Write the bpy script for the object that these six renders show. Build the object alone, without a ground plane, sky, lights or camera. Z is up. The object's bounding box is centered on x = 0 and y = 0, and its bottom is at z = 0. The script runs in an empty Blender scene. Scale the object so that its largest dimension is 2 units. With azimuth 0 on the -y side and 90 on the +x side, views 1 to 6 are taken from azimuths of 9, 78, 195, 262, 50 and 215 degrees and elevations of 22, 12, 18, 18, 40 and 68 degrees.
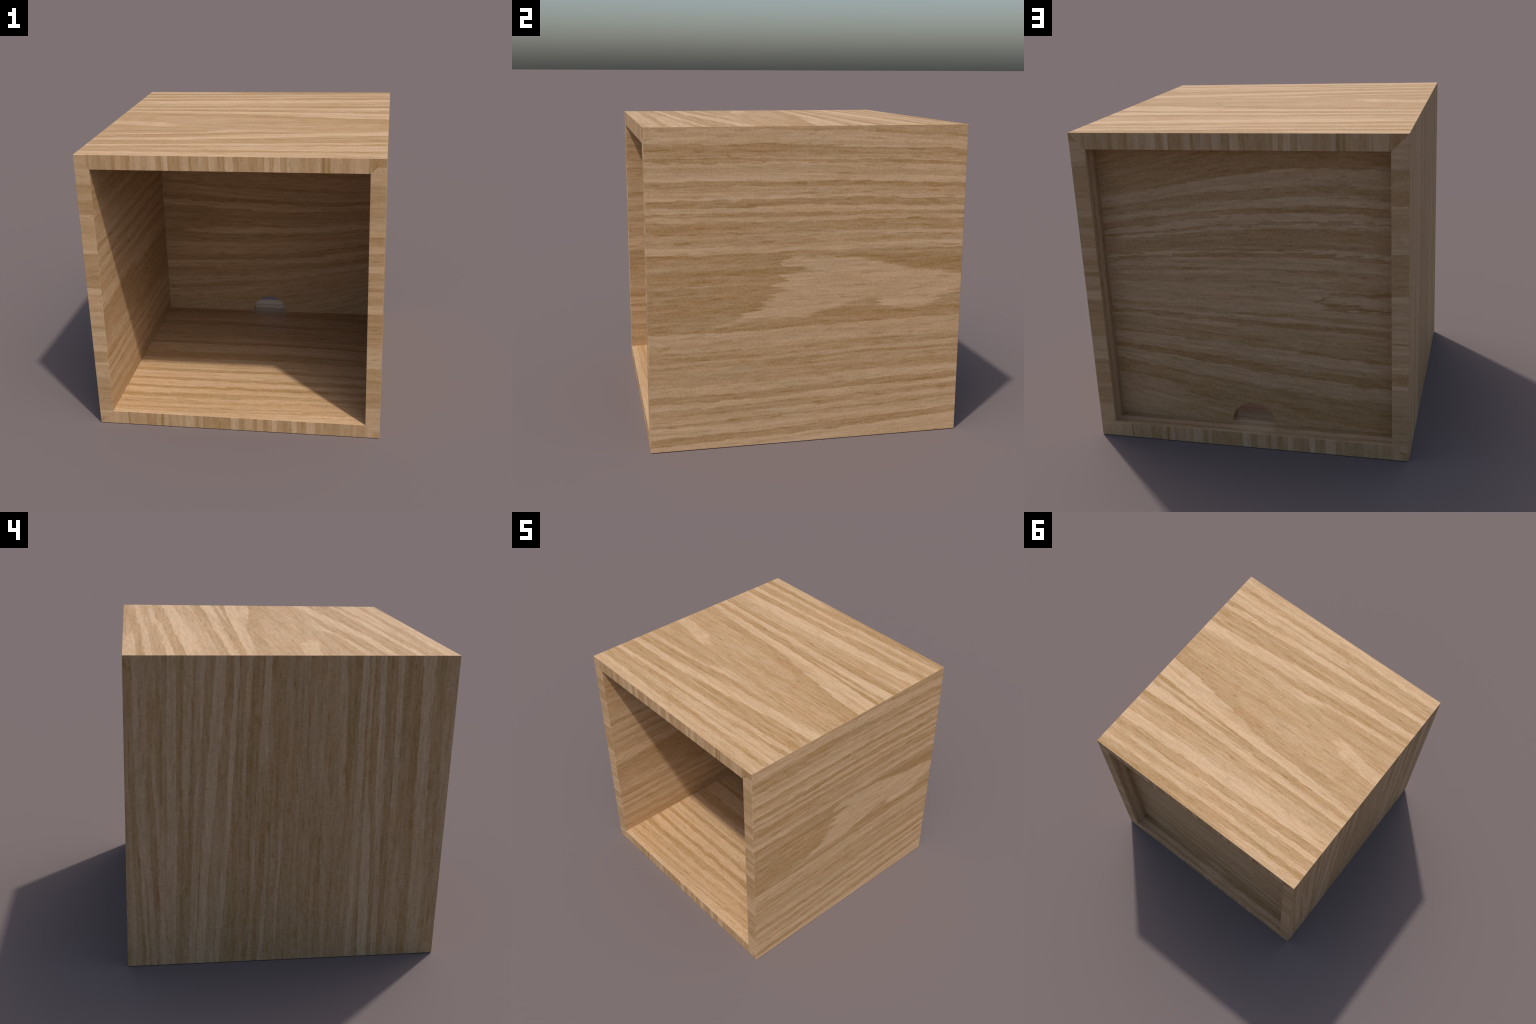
"""Open oak-veneer storage cube: four mitred panels, a recessed back panel with a
half-round cable notch.  Veneer figure is computed in shader nodes: growth-ring
stripes run along the grain, are warped along the board, and carry fibre and pores."""
import bpy, bmesh, math
from mathutils import Vector

HALF = 1.0           # outer half width
T = 0.1              # panel thickness
IN = HALF - T        # inner half width
H = 2.0              # height
ROUND = 0.0026        # eased edges
BACK_FRONT, BACK_REAR = 0.761, 0.8635   # back panel, front and rear face (y)
LIP = 0.826          # the rear lip veneer starts here (y)
NOTCH = 0.141        # cable notch radius

LIGHT = (0.532, 0.353, 0.204)
DARK = (0.376, 0.228, 0.104)


# --------------------------------------------------------------------------- nodes
class Graph:
    def __init__(self, tree):
        self.t = tree

    def node(self, kind, **props):
        n = self.t.nodes.new(kind)
        for k, v in props.items():
            setattr(n, k, v)
        return n

    def put(self, sock, v):
        if hasattr(v, "is_output"):
            self.t.links.new(v, sock)
        else:
            sock.default_value = v

    def m(self, op, a, b=0.0, c=0.0, clamp=False):
        n = self.node("ShaderNodeMath", operation=op, use_clamp=clamp)
        for i, v in enumerate((a, b, c)):
            self.put(n.inputs[i], v)
        return n.outputs[0]

    def add(self, a, b): return self.m("ADD", a, b)
    def sub(self, a, b): return self.m("SUBTRACT", a, b)
    def mul(self, a, b): return self.m("MULTIPLY", a, b)
    def madd(self, a, b, c): return self.m("MULTIPLY_ADD", a, b, c)

    def lerp(self, a, b, f):
        return self.madd(self.sub(b, a), f, a)

    def step(self, v, lo, hi):
        n = self.node("ShaderNodeMapRange", interpolation_type="SMOOTHSTEP")
        self.put(n.inputs["Value"], v)
        self.put(n.inputs["From Min"], lo)
        self.put(n.inputs["From Max"], hi)
        return n.outputs["Result"]

    def noise(self, s, t, fs, ft, seed, detail=0.0, rough=0.5):
        c = self.node("ShaderNodeCombineXYZ")
        self.put(c.inputs[0], self.mul(s, fs))
        self.put(c.inputs[1], self.mul(t, ft))
        c.inputs[2].default_value = seed * 3.71
        n = self.node("ShaderNodeTexNoise", noise_dimensions="3D")
        self.t.links.new(c.outputs[0], n.inputs["Vector"])
        n.inputs["Scale"].default_value = 1.0
        n.inputs["Detail"].default_value = detail
        n.inputs["Roughness"].default_value = rough
        return self.sub(n.outputs[0], 0.5)

    def curve(self, v, pts, lo, hi):
        """smooth curve through control points (x in -1..1, y in lo..hi)"""
        n = self.node("ShaderNodeFloatCurve")
        self.put(n.inputs["Value"], self.madd(v, 0.5, 0.5))
        cu = n.mapping.curves[0]
        pts = sorted(((x + 1) / 2, (y - lo) / (hi - lo)) for x, y in pts)
        while len(cu.points) < len(pts):
            cu.points.new(0.5, 0.5)
        for p, q in zip(cu.points, pts):
            p.location = q
            p.handle_type = "AUTO_CLAMPED"
        n.mapping.update()
        return self.madd(n.outputs[0], hi - lo, lo)

    def stripes(self, v, rings, lo, hi):
        """rings: ascending (start, tone); the tone holds up to the next start"""
        out = None
        for i in range(0, len(rings), 30):
            part = rings[i:i + 30]
            n = self.node("ShaderNodeValToRGB")
            r = n.color_ramp
            r.interpolation = "CONSTANT"
            while len(r.elements) < len(part):
                r.elements.new(0.5)
            for e, (p, tone) in zip(r.elements, part):
                e.position = min(1.0, max(0.0, (p - lo) / (hi - lo)))
                e.color = (tone, tone, tone, 1)
            self.put(n.inputs[0], self.m("DIVIDE", self.sub(v, lo), hi - lo))
            o = n.outputs[0]
            if out is None:
                out = o
            else:
                out = self.lerp(out, o, self.m("GREATER_THAN", v, part[0][0]))
        return out


def falling(rings):
    """(t, tone) where the tone lies below t  ->  (start, tone) with the tone above"""
    out, prev = [], None
    for t, v in rings:
        out.append((prev if prev is not None else t - 0.5, v))
        prev = t
    out.append((prev, rings[-1][1]))
    return out


def flat(*v):
    return [(v[i], v[i + 1]) for i in range(0, len(v), 2)]


def veneer(name, along, across, rings, flip_along=1, flip_across=1, poly=None, s0=0.0,
           rings_b=None, match=None, zones=(), t_mid=0.0, seed=1, jag=1.0, fibre=1.0,
           tone_gain=1.25):
    """Oak veneer.  s runs along the grain, t across it.
    poly  : (c1..c5) drift of the rings along the board
    rings_b/match : ring profile at s=-1 and where each ring of s=+1 ends up there
    zones : lens shaped growth patches (lower curve, upper curve, tone, feather)"""
    mat = bpy.data.materials.new(name)
    mat.use_nodes = True
    tr = mat.node_tree
    tr.nodes.clear()
    g = Graph(tr)
    xyz = g.node("ShaderNodeSeparateXYZ")
    tr.links.new(g.node("ShaderNodeTexCoord").outputs["Object"], xyz.inputs[0])
    ax = {"x": 0, "y": 1, "z": 2}
    s = g.mul(xyz.outputs[ax[along]], flip_along)
    if along == "z":
        s = g.sub(s, 1.0)
    t = g.mul(xyz.outputs[ax[across]], flip_across)

    # ragged fibre edges
    j = g.mul(g.noise(s, t, 2.6, 48.0, seed), 0.016 * jag)
    j = g.add(j, g.mul(g.noise(s, t, 11.0, 68.0, seed + 3), 0.019 * jag))
    j = g.add(j, g.mul(g.noise(s, t, 1.4, 8.0, seed + 5), 0.022 * jag))
    tj = g.add(t, j)

    lo, hi = t_mid - 1.15, t_mid + 1.15
    if match:
        to_b = [(r - t_mid, l - r) for r, l in match]      # shift of a ring seen at s=+1
        to_a = [(l - t_mid, r - l) for r, l in match]
        tc = g.sub(tj, t_mid)
        fa = g.step(s, -1.0, 1.0)                           # 1 at s=+1
        fb = g.sub(1.0, fa)
        lin = g.madd(s, 0.5, 0.5)
        ta = g.madd(g.curve(tc, to_a, -0.5, 0.5), g.sub(1.0, lin), tj)
        tb = g.madd(g.curve(tc, to_b, -0.5, 0.5), lin, tj)
        va = g.stripes(ta, rings, lo, hi)
        vb = g.stripes(tb, rings_b, lo, hi)
        cross = g.add(s, g.mul(g.noise(s, t, 1.5, 14.0, seed + 21), 1.6))
        tone = g.lerp(vb, va, g.step(cross, -0.35, 0.35))
        ring = g.sub(g.lerp(tb, ta, lin), j)
    else:
        if poly:
            d = g.sub(s, s0)
            c1, c2, c3, c4, c5 = poly
            w = g.mul(d, g.madd(t, c2, c1))
            d2 = g.mul(d, d)
            w = g.add(w, g.mul(d2, g.madd(t, c4, c3)))
            w = g.add(w, g.mul(g.mul(d2, d), c5))
            tj = g.add(tj, w)
        tone = g.stripes(tj, rings, lo, hi)
        if rings_b:
            cross = g.add(s, g.mul(g.noise(s, t, 1.5, 14.0, seed + 21), 1.6))
            tone = g.lerp(g.stripes(tj, rings_b, lo, hi), tone, g.step(cross, -0.3, 0.3))
        ring = g.sub(tj, j)

    for low, up, ztone, feather in zones:
        tz = g.add(t, g.mul(j, 1.5))
        sz = g.madd(g.noise(s, t, 3.0, 48.0, seed + 61, 1.0), 0.26, s)   # fingers along the grain
        a = g.curve(sz, low, t_mid - 1.2, t_mid + 1.2)
        b = g.curve(sz, up, t_mid - 1.2, t_mid + 1.2)
        inside = g.mul(g.step(g.sub(tz, a), -feather, feather),
                       g.step(g.sub(b, tz), -feather, feather))
        tone = g.lerp(tone, ztone, g.mul(inside, 0.92))

    tone = g.madd(g.sub(tone, 0.5), tone_gain, 0.5)
    # fibre bundles, fine fibre, pores
    tone = g.madd(g.noise(s, ring, 1.4, 34.0, seed + 31, 2.0), 1.35 * fibre, tone)
    tone = g.madd(g.noise(s, ring, 8.0, 64.0, seed + 32, 1.0), 1.0 * fibre, tone)
    tone = g.madd(g.noise(s, t, 60.0, 75.0, seed + 33), 0.65 * fibre, tone)
    pore = g.step(g.noise(s, ring, 9.0, 66.0, seed + 41), 0.20, 0.27)
    tone = g.madd(pore, -0.42 * fibre, tone)
    tone = g.m("MINIMUM", g.m("MAXIMUM", tone, -0.40), 1.25)

    # warm / cool drift of the wood
    hue = g.noise(s, t, 2.2, 11.0, seed + 51, 2.0, 0.6)
    rgb = g.node("ShaderNodeCombineColor")
    for i, (dk, lt, h) in enumerate(zip(DARK, LIGHT, (0.10, -0.05, -0.14))):
        base = g.madd(tone, lt - dk, dk)
        tr.links.new(g.mul(base, g.madd(hue, h, 1.0)), rgb.inputs[i])

    b = g.node("ShaderNodeBsdfPrincipled")
    tr.links.new(rgb.outputs[0], b.inputs["Base Color"])
    b.inputs["Roughness"].default_value = 0.6
    b.inputs["Specular IOR Level"].default_value = 0.15
    o = g.node("ShaderNodeOutputMaterial")
    tr.links.new(b.outputs[0], o.inputs[0])
    return mat


# --------------------------------------------------------------------------- ring profiles
R_SIDE = falling(flat(.061, .8, .106, .2, .179, .75, .198, .3, .245, .7, .285, .3, .318, .75,
    .365, .2, .427, .7, .491, .35, .542, .45, .567, .2, .591, .6, .641, .3, .705, .65, .761, .7,
    .817, .12, 1.205, .22, 1.242, .2, 1.286, .75, 1.336, .4, 1.357, .65, 1.427, .25, 1.454, .7,
    1.483, .25, 1.513, .8, 1.563, .2, 1.579, .95, 1.629, .6, 1.671, .15, 1.717, .85, 1.746, .5,
    1.776, .7, 1.802, .15, 1.811, .7, 1.84, .35, 1.882, .2, 1.969, .75, 2.0, .4))

R_TOP_A = flat(-1.1, .7, -.892, .25, -.85, .85, -.794, .6, -.758, .8, -.701, .2, -.673, .75,
    -.615, .25, -.52, .4, -.498, .25, -.446, .85, -.356, .45, -.211, .55, -.125, .2, .025, .8,
    .081, .65, .122, .9, .207, .2, .25, .6, .27, .3, .312, .9, .404, .2, .49, .75, .51, .4,
    .616, .9, .703, .25, .774, .7, .821, .4, .875, .7, .911, .25)
R_TOP_B = flat(-1.1, .75, -.915, .3, -.86, .55, -.82, .3, -.78, .85, -.731, .2, -.632, .85,
    -.568, .25, -.482, .75, -.4, .45, -.29, .25, -.16, .7, -.035, .45, .13, .25, .215, .8,
    .275, .2, .325, .75, .385, .25, .435, .6, .524, .9, .625, .22, .70, .85, .735, .3, .81, .75,
    .858, .22, .91, .8)
M_TOP = flat(-1, -1, -.86, -.88, -.7, -.79, -.615, -.731, -.446, -.632, -.356, -.568, -.125, .13,
    .025, .215, .207, .275, .312, .325, .404, .39, .5, .45, .616, .53, .703, .625, .774, .71,
    .875, .81, 1, .95)

R_LEFT_A = falling(flat(-1.0, .5, -.917, .55, -.852, .3, -.78, .85, -.657, .2, -.626, .75, -.556, .2,
    -.515, .85, -.484, .25, -.459, .75, -.445, .3, -.41, .8, -.313, .15, -.277, .6, -.125, .45,
    .01, .4, .133, .25, .177, .8, .251, .25, .275, .7, .319, .25, .349, .9, .401, .3, .463, .85,
    .519, .3, .541, .65, .572, .5, .587, .2, .646, .6, .689, .2, .742, .75, .785, .35, .821, .2,
    .876, .35, .898, .5, .949, .7, .974, .15, 1.0, .4))
R_LEFT_B = falling(flat(-.912, .4, -.818, .7, -.763, .2, -.659, .5, -.622, .2, -.589, .7, -.552, .2,
    -.486, .9, -.45, .3, -.413, .75, -.235, .4, -.196, .2, -.041, .35, .057, .3, .077, .55, .139, .3,
    .162, .6, .226, .25, .234, .6, .417, .25, .443, .8, .478, .55, .518, .5, .562, .9, .571, .2,
    .603, .75, .694, .3, .789, .75, .81, .2, .844, .65, .862, .3, .873, .7, .922, .3, .966, .7, 1.0, .4))
M_LEFT = flat(-1, -1, -.852, -.912, -.78, -.818, -.657, -.689, -.556, -.62, -.484, -.551, -.459, -.486,
    -.41, -.413, -.313, -.384, -.277, -.359, .0, .03, .319, .417, .349, .478, .401, .518, .463, .562, .646, .674,
    .742, .755, .898, .80, .949, .855, .974, .922, 1, 1)
R_LIP = flat(.5, .6, .86, .15, .90, .85, .945, .4, .977, .75)

R_BACK = falling(flat(.209, .35, .378, .25, .475, .65, .532, .15, .568, .45, .627, .7, .642, .25,
    .746, .4, .783, .6, .813, .25, .843, .7, .874, .4, 1.041, .65, 1.086, .4, 1.126, .6, 1.144, .35,
    1.207, .65, 1.239, .25, 1.255, .85, 1.322, .3, 1.388, .35, 1.413, .75, 1.431, .3, 1.469, .75,
    1.52, .3, 1.575, .7, 1.637, .35, 1.724, .65, 1.867, .25))
R_BACK_IN = falling(flat(.174, .5, .284, .4, .366, .5, .403, .3, .457, .6, .537, .3, .591, .65,
    .644, .2, .75, .55, .833, .35, .889, .75, 1.027, .3, 1.087, .7, 1.129, .2, 1.214, .5, 1.239, .3,
    1.347, .55, 1.372, .3, 1.447, .4, 1.52, .55, 1.58, .25, 1.66, .6, 1.71, .3, 1.8, .6))
R_FLOOR = falling(flat(-.948, .8, -.912, .5, -.882, .35, -.838, .6, -.797, .35, -.759, .7, -.7, .25,
    -.633, .75, -.59, .2, -.517, .75, -.468, .25, -.371, .8, -.333, .25, -.167, .7, -.048, .25,
    .087, .7, .131, .15, .219, .55, .299, .35, .432, .5, .495, .2, .581, .6, .657, .5, .735, .2,
    .79, .5, .81, .15, .93, .45))
R_WALL = falling(flat(.107, .4, .187, .3, .239, .6, .278, .35, .356, .7, .381, .4, .433, .8, .458, .3,
    .509, .7, .56, .35, .647, .6, .709, .5, .893, .25, 1.002, .8, 1.073, .45, 1.132, .75, 1.168, .4,
    1.226, .7, 1.261, .4, 1.331, .7, 1.365, .35, 1.422, .75, 1.524, .55, 1.569, .3, 1.614, .7,
    1.658, .35, 1.736, .25, 1.834, .5, 1.9, .6))
E_TOP = flat(-1.1, .65, -.936, .5, -.925, .3, -.9, .5, -.882, .4, -.85, .3, -.818, .45, -.795, .5,
    -.759, .3, -.728, .5, -.687, .25, -.629, .65, -.597, .8, -.561, .4, -.521, .7, -.486, .85,
    -.463, .25, -.423, .6, -.41, 1, -.379, .25, -.339, .35, -.321, .2, -.304, .4, -.282, .75,
    -.247, .15, -.233, .6, -.203, .3, -.185, .75, -.159, .45, -.141, .3, -.113, .7, -.058, .3,
    -.011, .85, .042, .3, .072, .5, .089, .4, .141, .25, .197, .4, .221, .3, .236, .9, .261, .35,
    .291, .9, .334, .35, .381, .7, .466, .4, .499, .55, .518, .35, .55, .5, .575, .8, .584, .45,
    .598, 0, .611, .45, .634, .2, .647, .5, .676, .6, .726, .25, .743, .45, .78, .7, .886, .3, .913, .15)
E_BOTTOM = flat(-1.1, .7, -.796, .35, -.765, .4, -.73, .3, -.717, .5, -.664, .3, -.589, .75, -.55, .1,
    -.539, .7, -.497, .3, -.484, .5, -.445, .6, -.397, .3, -.375, .75, -.306, .4, -.271, .6,
    -.251, .3, -.107, .25, -.045, .85, .008, .4, .022, .3, .048, .7, .103, .5, .118, .2, .135, .7,
    .188, .25, .205, .5, .238, .35, .247, .85, .281, .35, .335, .25, .352, .4, .373, .2, .379, .9,
    .415, .35, .453, .3, .492, .85, .553, .4, .611, .35, .694, .45, .744, .4, .797, .35, .81, .55,
    .871, .35, .89, .75, .961, .4)
E_LEFT = falling(flat(.049, .25, .093, .75, .166, .5, .18, .3, .367, .4, .466, .6, .494, 1, .57, .3,
    .619, .9, .701, .6, .721, .9, .755, .7, .769, .3, .883, .7, .91, .45, .956, .75, 1.009, .6,
    1.055, .9, 1.255, .3, 1.306, .35, 1.337, .9, 1.456, .65, 1.543, .45, 1.585, .7, 1.677, .25,
    1.743, .5, 1.796, .3, 1.998, .7))
E_RIGHT = falling(flat(.041, .5, .23, .7, .345, .3, .387, .45, .457, .3, .499, .5, .541, .3, .596, .75,
    .61, .4, .698, .7, .8, .4, .946, .25, 1.005, .8, 1.05, .4, 1.102, .6, 1.128, .2, 1.179, .6,
    1.236, .35, 1.28, .75, 1.374, .35, 1.417, .6, 1.485, .3, 1.516, .7, 1.57, .5, 1.791, .35,
    1.826, .3, 1.937, .7, 1.997, .2))

# --------------------------------------------------------------------------- materials
Z_SIDE = (
    # dark heartwood wedge above the pale patch
    (flat(-1, 1.25, .3, 1.195, .53, 1.14, .64, 1.11, 1, 1.07),
     flat(-1, 1.2, .3, 1.215, .53, 1.205, .64, 1.2, 1, 1.19), .02, .012),
    # pale lens
    (flat(-1, .80, -.62, .785, -.52, .805, -.25, .835, -.06, .828, .148, .872, .29, .906, .431, .92,
          .49, .868, .577, .845, .723, .848, .795, .88, 1, .965),
     flat(-1, .70, -.64, .785, -.52, .812, -.352, .884, -.22, .965, -.165, 1.06, -.15, 1.19, -.06, 1.212,
          .352, 1.186, .531, 1.141, .64, 1.115, 1, 1.072), .88, .016),
    # brown tongue reaching into it
    (flat(-1, 1.1, -.25, 1.07, -.1, 1.10, .05, 1.112, .12, 1.12, 1, 1.13),
     flat(-1, 1.1, -.25, 1.15, -.1, 1.145, .05, 1.122, .12, 1.115, 1, 1.1), .12, .01),
)
Z_TOP = (
    # quiet flat-sawn heart of the board
    (flat(-1, -.46, -.66, -.41, -.33, -.40, -.246, -.362, .05, -.29, .3, -.315, .578, -.31, .93, -.30, 1, -.27),
     flat(-1, .02, -.7, .0, -.434, -.053, -.047, .03, .25, .0, .49, -.045, .9, -.10, 1, -.13), .38, .03),
    # pale flame
    (flat(-1, -.17, -.85, -.165, -.69, -.20, -.58, -.215, -.5, -.12, 1, .1),
     flat(-1, -.06, -.91, -.07, -.7, -.095, -.6, -.12, -.5, -.18, 1, -.1), .85, .016),
)
Z_BACK = (
    (flat(-1, .88, -.878, .899, -.69, .909, -.494, .927, -.43, .955, -.3, 1.0, 1, 1.1),
     flat(-1, 1.03, -.878, 1.029, -.692, 1.02, -.482, .989, -.43, .957, -.3, .92, 1, .9), .0, .008),
    (flat(-1, .92, -.878, .925, -.69, .94, -.53, .945, -.47, .96, -.3, 1.0, 1, 1.1),
     flat(-1, 1.0, -.878, 1.005, -.692, 1.0, -.53, .985, -.47, .962, -.3, .92, 1, .9), .72, .008),
    (flat(-1, .5, .2, .4, .365, .236, .52, .173, .675, .12, .89, .125, 1, .13),
     flat(-1, .1, .2, .15, .364, .249, .58, .349, .863, .39, 1, .40), .6, .03),
    (flat(-1, 1.45, .40, 1.42, .425, 1.394, .436, 1.392, .447, 1.394, .47, 1.42, 1, 1.45),
     flat(-1, 1.35, .40, 1.38, .425, 1.407, .436, 1.41, .447, 1.407, .47, 1.38, 1, 1.35), -.6, .004),
)
Z_BACK_IN = (
    (flat(-1, .82, -.909, .826, -.523, .876, -.022, .889, .306, .906, .468, .93, .6, 1.0, 1, 1.2),
     flat(-1, 1.06, -.893, 1.055, -.431, 1.052, -.101, 1.017, .226, .999, .468, .942, .6, .88, 1, .7), .28, .012),
)
Z_WALL = (
    (flat(-1, .75, -.42, .63, .26, .53, 1, .42),
     flat(-1, .89, -.37, .95, 0, .88, .3, .78, 1, .6), .28, .02),
)

MAT = {}
MAT["top"] = veneer("oak_top", "x", "y", R_TOP_A, rings_b=R_TOP_B, match=M_TOP, zones=Z_TOP, seed=1)
MAT["side"] = veneer("oak_side", "y", "z", R_SIDE, poly=(-.0501, .0384, -.0156, .0166, .005), s0=-.024,
                     zones=Z_SIDE, t_mid=1.0, seed=2)
MAT["left"] = veneer("oak_upright_grain", "z", "y", R_LEFT_A, rings_b=R_LEFT_B, match=M_LEFT,
                     seed=3, jag=.6)
MAT["back"] = veneer("oak_back", "x", "z", R_BACK, poly=(-.1942, .1874, -.0891, .1103, -.0067),
                     zones=Z_BACK, t_mid=1.0, seed=4, jag=1.5, tone_gain=1.55)
MAT["back_in"] = veneer("oak_back_inside", "x", "z", R_BACK_IN, poly=(-.2064, .2209, -.1121, .0639, -.0312),
                        zones=Z_BACK_IN, t_mid=1.0, seed=5, jag=1.3, tone_gain=1.6)
MAT["floor"] = veneer("oak_floor", "x", "y", R_FLOOR, poly=(-.001, .0487, .0285, .0464, .0226), seed=6)
MAT["ceiling"] = veneer("oak_ceiling", "x", "y", R_FLOOR, flip_along=-1, flip_across=-1, seed=7,
                        poly=(-.001, .0487, .0285, .0464, .0226))
MAT["under"] = veneer("oak_underside", "x", "y", R_TOP_B, flip_across=-1, seed=8)
MAT["wall"] = veneer("oak_inner_wall", "y", "z", R_WALL, zones=Z_WALL, t_mid=1.0, seed=9)
MAT["wall_upright"] = veneer("oak_inner_wall_upright", "z", "y", R_LEFT_B, rings_b=R_LEFT_A, flip_across=-1, seed=16)
MAT["strip_up"] = veneer("oak_rear_lip_upright", "z", "y", R_LIP, seed=10, jag=.5)
MAT["strip_flat"] = veneer("oak_rear_lip_level", "x", "y", R_LIP, seed=11, jag=.4)
for side, f in (("front", 1), ("rear", -1)):
    # the rear edge bands are the front ones turned half round
    MAT["edge_top_" + side] = veneer("oak_edge_top_" + side, "z", "x", E_TOP, flip_across=f, seed=12, jag=.35, fibre=.75, tone_gain=1.4)
    MAT["edge_bottom_" + side] = veneer("oak_edge_bottom_" + side, "z", "x", E_BOTTOM, flip_across=f, seed=13, jag=.35, fibre=.75, tone_gain=1.4)
    MAT["edge_left_" + side] = veneer("oak_edge_left_" + side, "x", "z", E_LEFT, flip_along=f, t_mid=1.0, seed=14, jag=.35, fibre=.75, tone_gain=1.4)
    MAT["edge_right_" + side] = veneer("oak_edge_right_" + side, "x", "z", E_RIGHT, flip_along=f, t_mid=1.0, seed=15, jag=.35, fibre=.75, tone_gain=1.4)


# --------------------------------------------------------------------------- geometry
def make_object(bm, name, parent, pick):
    bm.normal_update()
    me = bpy.data.meshes.new(name)
    slots = []
    for f in bm.faces:
        m = MAT[pick(f.normal, f.calc_center_median())]
        if m not in slots:
            slots.append(m)
        f.material_index = slots.index(m)
        f.smooth = False
    bm.to_mesh(me)
    for m in slots:
        me.materials.append(m)
    ob = bpy.data.objects.new(name, me)
    bpy.context.collection.objects.link(ob)
    ob.parent = parent
    return ob


def frame_shell():
    """square tube: outer box with a square bore, long edges eased"""
    bm = bmesh.new()
    o = [(-HALF, 0), (HALF, 0), (HALF, H), (-HALF, H)]
    i = [(-IN, T), (IN, T), (IN, H - T), (-IN, H - T)]
    v = {}
    for k, ring in (("o", o), ("i", i)):
        for y in (-HALF, HALF):
            for n, (x, z) in enumerate(ring):
                v[k, y, n] = bm.verts.new((x, y, z))
    for n in range(4):
        m = (n + 1) % 4
        bm.faces.new([v["o", -HALF, n], v["o", -HALF, m], v["o", HALF, m], v["o", HALF, n]])
        bm.faces.new([v["i", -HALF, m], v["i", -HALF, n], v["i", HALF, n], v["i", HALF, m]])
        bm.faces.new([v["o", -HALF, m], v["o", -HALF, n], v["i", -HALF, n], v["i", -HALF, m]])
        bm.faces.new([v["o", HALF, n], v["o", HALF, m], v["i", HALF, m], v["i", HALF, n]])
    bmesh.ops.recalc_face_normals(bm, faces=bm.faces)
    ease = []
    for e in bm.edges:
        a, b = e.verts[0].co, e.verts[1].co
        outer = all(max(abs(p.x), abs(p.z - 1)) > 0.95 for p in (a, b))
        inner = all(max(abs(p.x), abs(p.z - 1)) < 0.95 for p in (a, b))
        lengthwise = abs(a.y - b.y) > 1
        if (outer) or (inner and not lengthwise):
            ease.append(e)
    bmesh.ops.bevel(bm, geom=ease, offset=ROUND, offset_type="OFFSET", segments=4, profile=0.5,
                    affect="EDGES", clamp_overlap=True)
    # the inner face is veneered apart before and behind the back panel
    y = LIP
    bmesh.ops.bisect_plane(bm, geom=bm.verts[:] + bm.edges[:] + bm.faces[:], dist=1e-5,
                           plane_co=(0, y, 0), plane_no=(0, 1, 0))
    return bm


def mitred_panel(axis, sign):
    """keep the quarter of the shell that belongs to one panel, close its mitre faces"""
    bm = frame_shell()
    c = Vector((0, 0, 1))
    if axis == "z":
        planes = [Vector((1, 0, sign)), Vector((-1, 0, sign))]
    else:
        planes = [Vector((sign, 0, 1)), Vector((sign, 0, -1))]
    for n in planes:
        res = bmesh.ops.bisect_plane(bm, geom=bm.verts[:] + bm.edges[:] + bm.faces[:], dist=1e-6,
                                     plane_co=c, plane_no=n, clear_inner=True)
        rim = [e for e in res["geom_cut"] if isinstance(e, bmesh.types.BMEdge)]
        new = bmesh.ops.contextual_create(bm, geom=rim)["faces"]
        # hollow the glued joint a hair so the two panels touch along its rim only
        if new:
            bmesh.ops.inset_region(bm, faces=new, thickness=0.006, depth=-0.003)
    bmesh.ops.recalc_face_normals(bm, faces=bm.faces)
    return bm


root = bpy.data.objects.new("storage_cube", None)
root.empty_display_size = 0.3
bpy.context.collection.objects.link(root)
root["label"] = "open cube shelf in pale striped oak with notched back"
root["category"] = "cube shelf"


def picker(outer, front_edge, inner, strip):
    def pick(n, c):
        if n.y < -0.72:
            return front_edge + "_front"
        if n.y > 0.72:
            return front_edge + "_rear"
        far = max(abs(c.x), abs(c.z - 1)) > 0.95
        if far:
            return outer
        return inner if c.y < LIP else strip
    return pick


make_object(mitred_panel("z", 1), "top_panel", root, picker("top", "edge_top", "ceiling", "strip_flat"))
make_object(mitred_panel("z", -1), "bottom_panel", root, picker("under", "edge_bottom", "floor", "strip_flat"))
make_object(mitred_panel("x", -1), "side_panel", root, picker("left", "edge_left", "wall", "strip_up"))
make_object(mitred_panel("x", 1), "side_panel.001", root, picker("side", "edge_right", "wall_upright", "strip_up"))


def back_panel():
    """board let 2 mm into the frame, with a half-round notch at the floor"""
    bm = bmesh.new()
    r, e = NOTCH, 0.002
    w, z0, z1 = IN + e, T - e, H - T + e
    a0 = math.asin(e / r)
    arc = [(r * math.cos(a), T + r * math.sin(a))
           for a in [-a0 + (math.pi + 2 * a0) * k / 48 for k in range(49)]]
    outline = [(w, z0), (w, z1), (-w, z1), (-w, z0)] + arc[::-1]
    f = [bm.verts.new((x, BACK_FRONT, z)) for x, z in outline]
    b = [bm.verts.new((x, BACK_REAR, z)) for x, z in outline]
    bm.faces.new(f)
    bm.faces.new(b[::-1])
    for k in range(len(outline)):
        m = (k + 1) % len(outline)
        bm.faces.new([f[m], f[k], b[k], b[m]])
    bmesh.ops.recalc_face_normals(bm, faces=bm.faces)
    return bm


make_object(back_panel(), "back_panel", root,
            lambda n, c: "back_in" if n.y < -0.72 else "back")
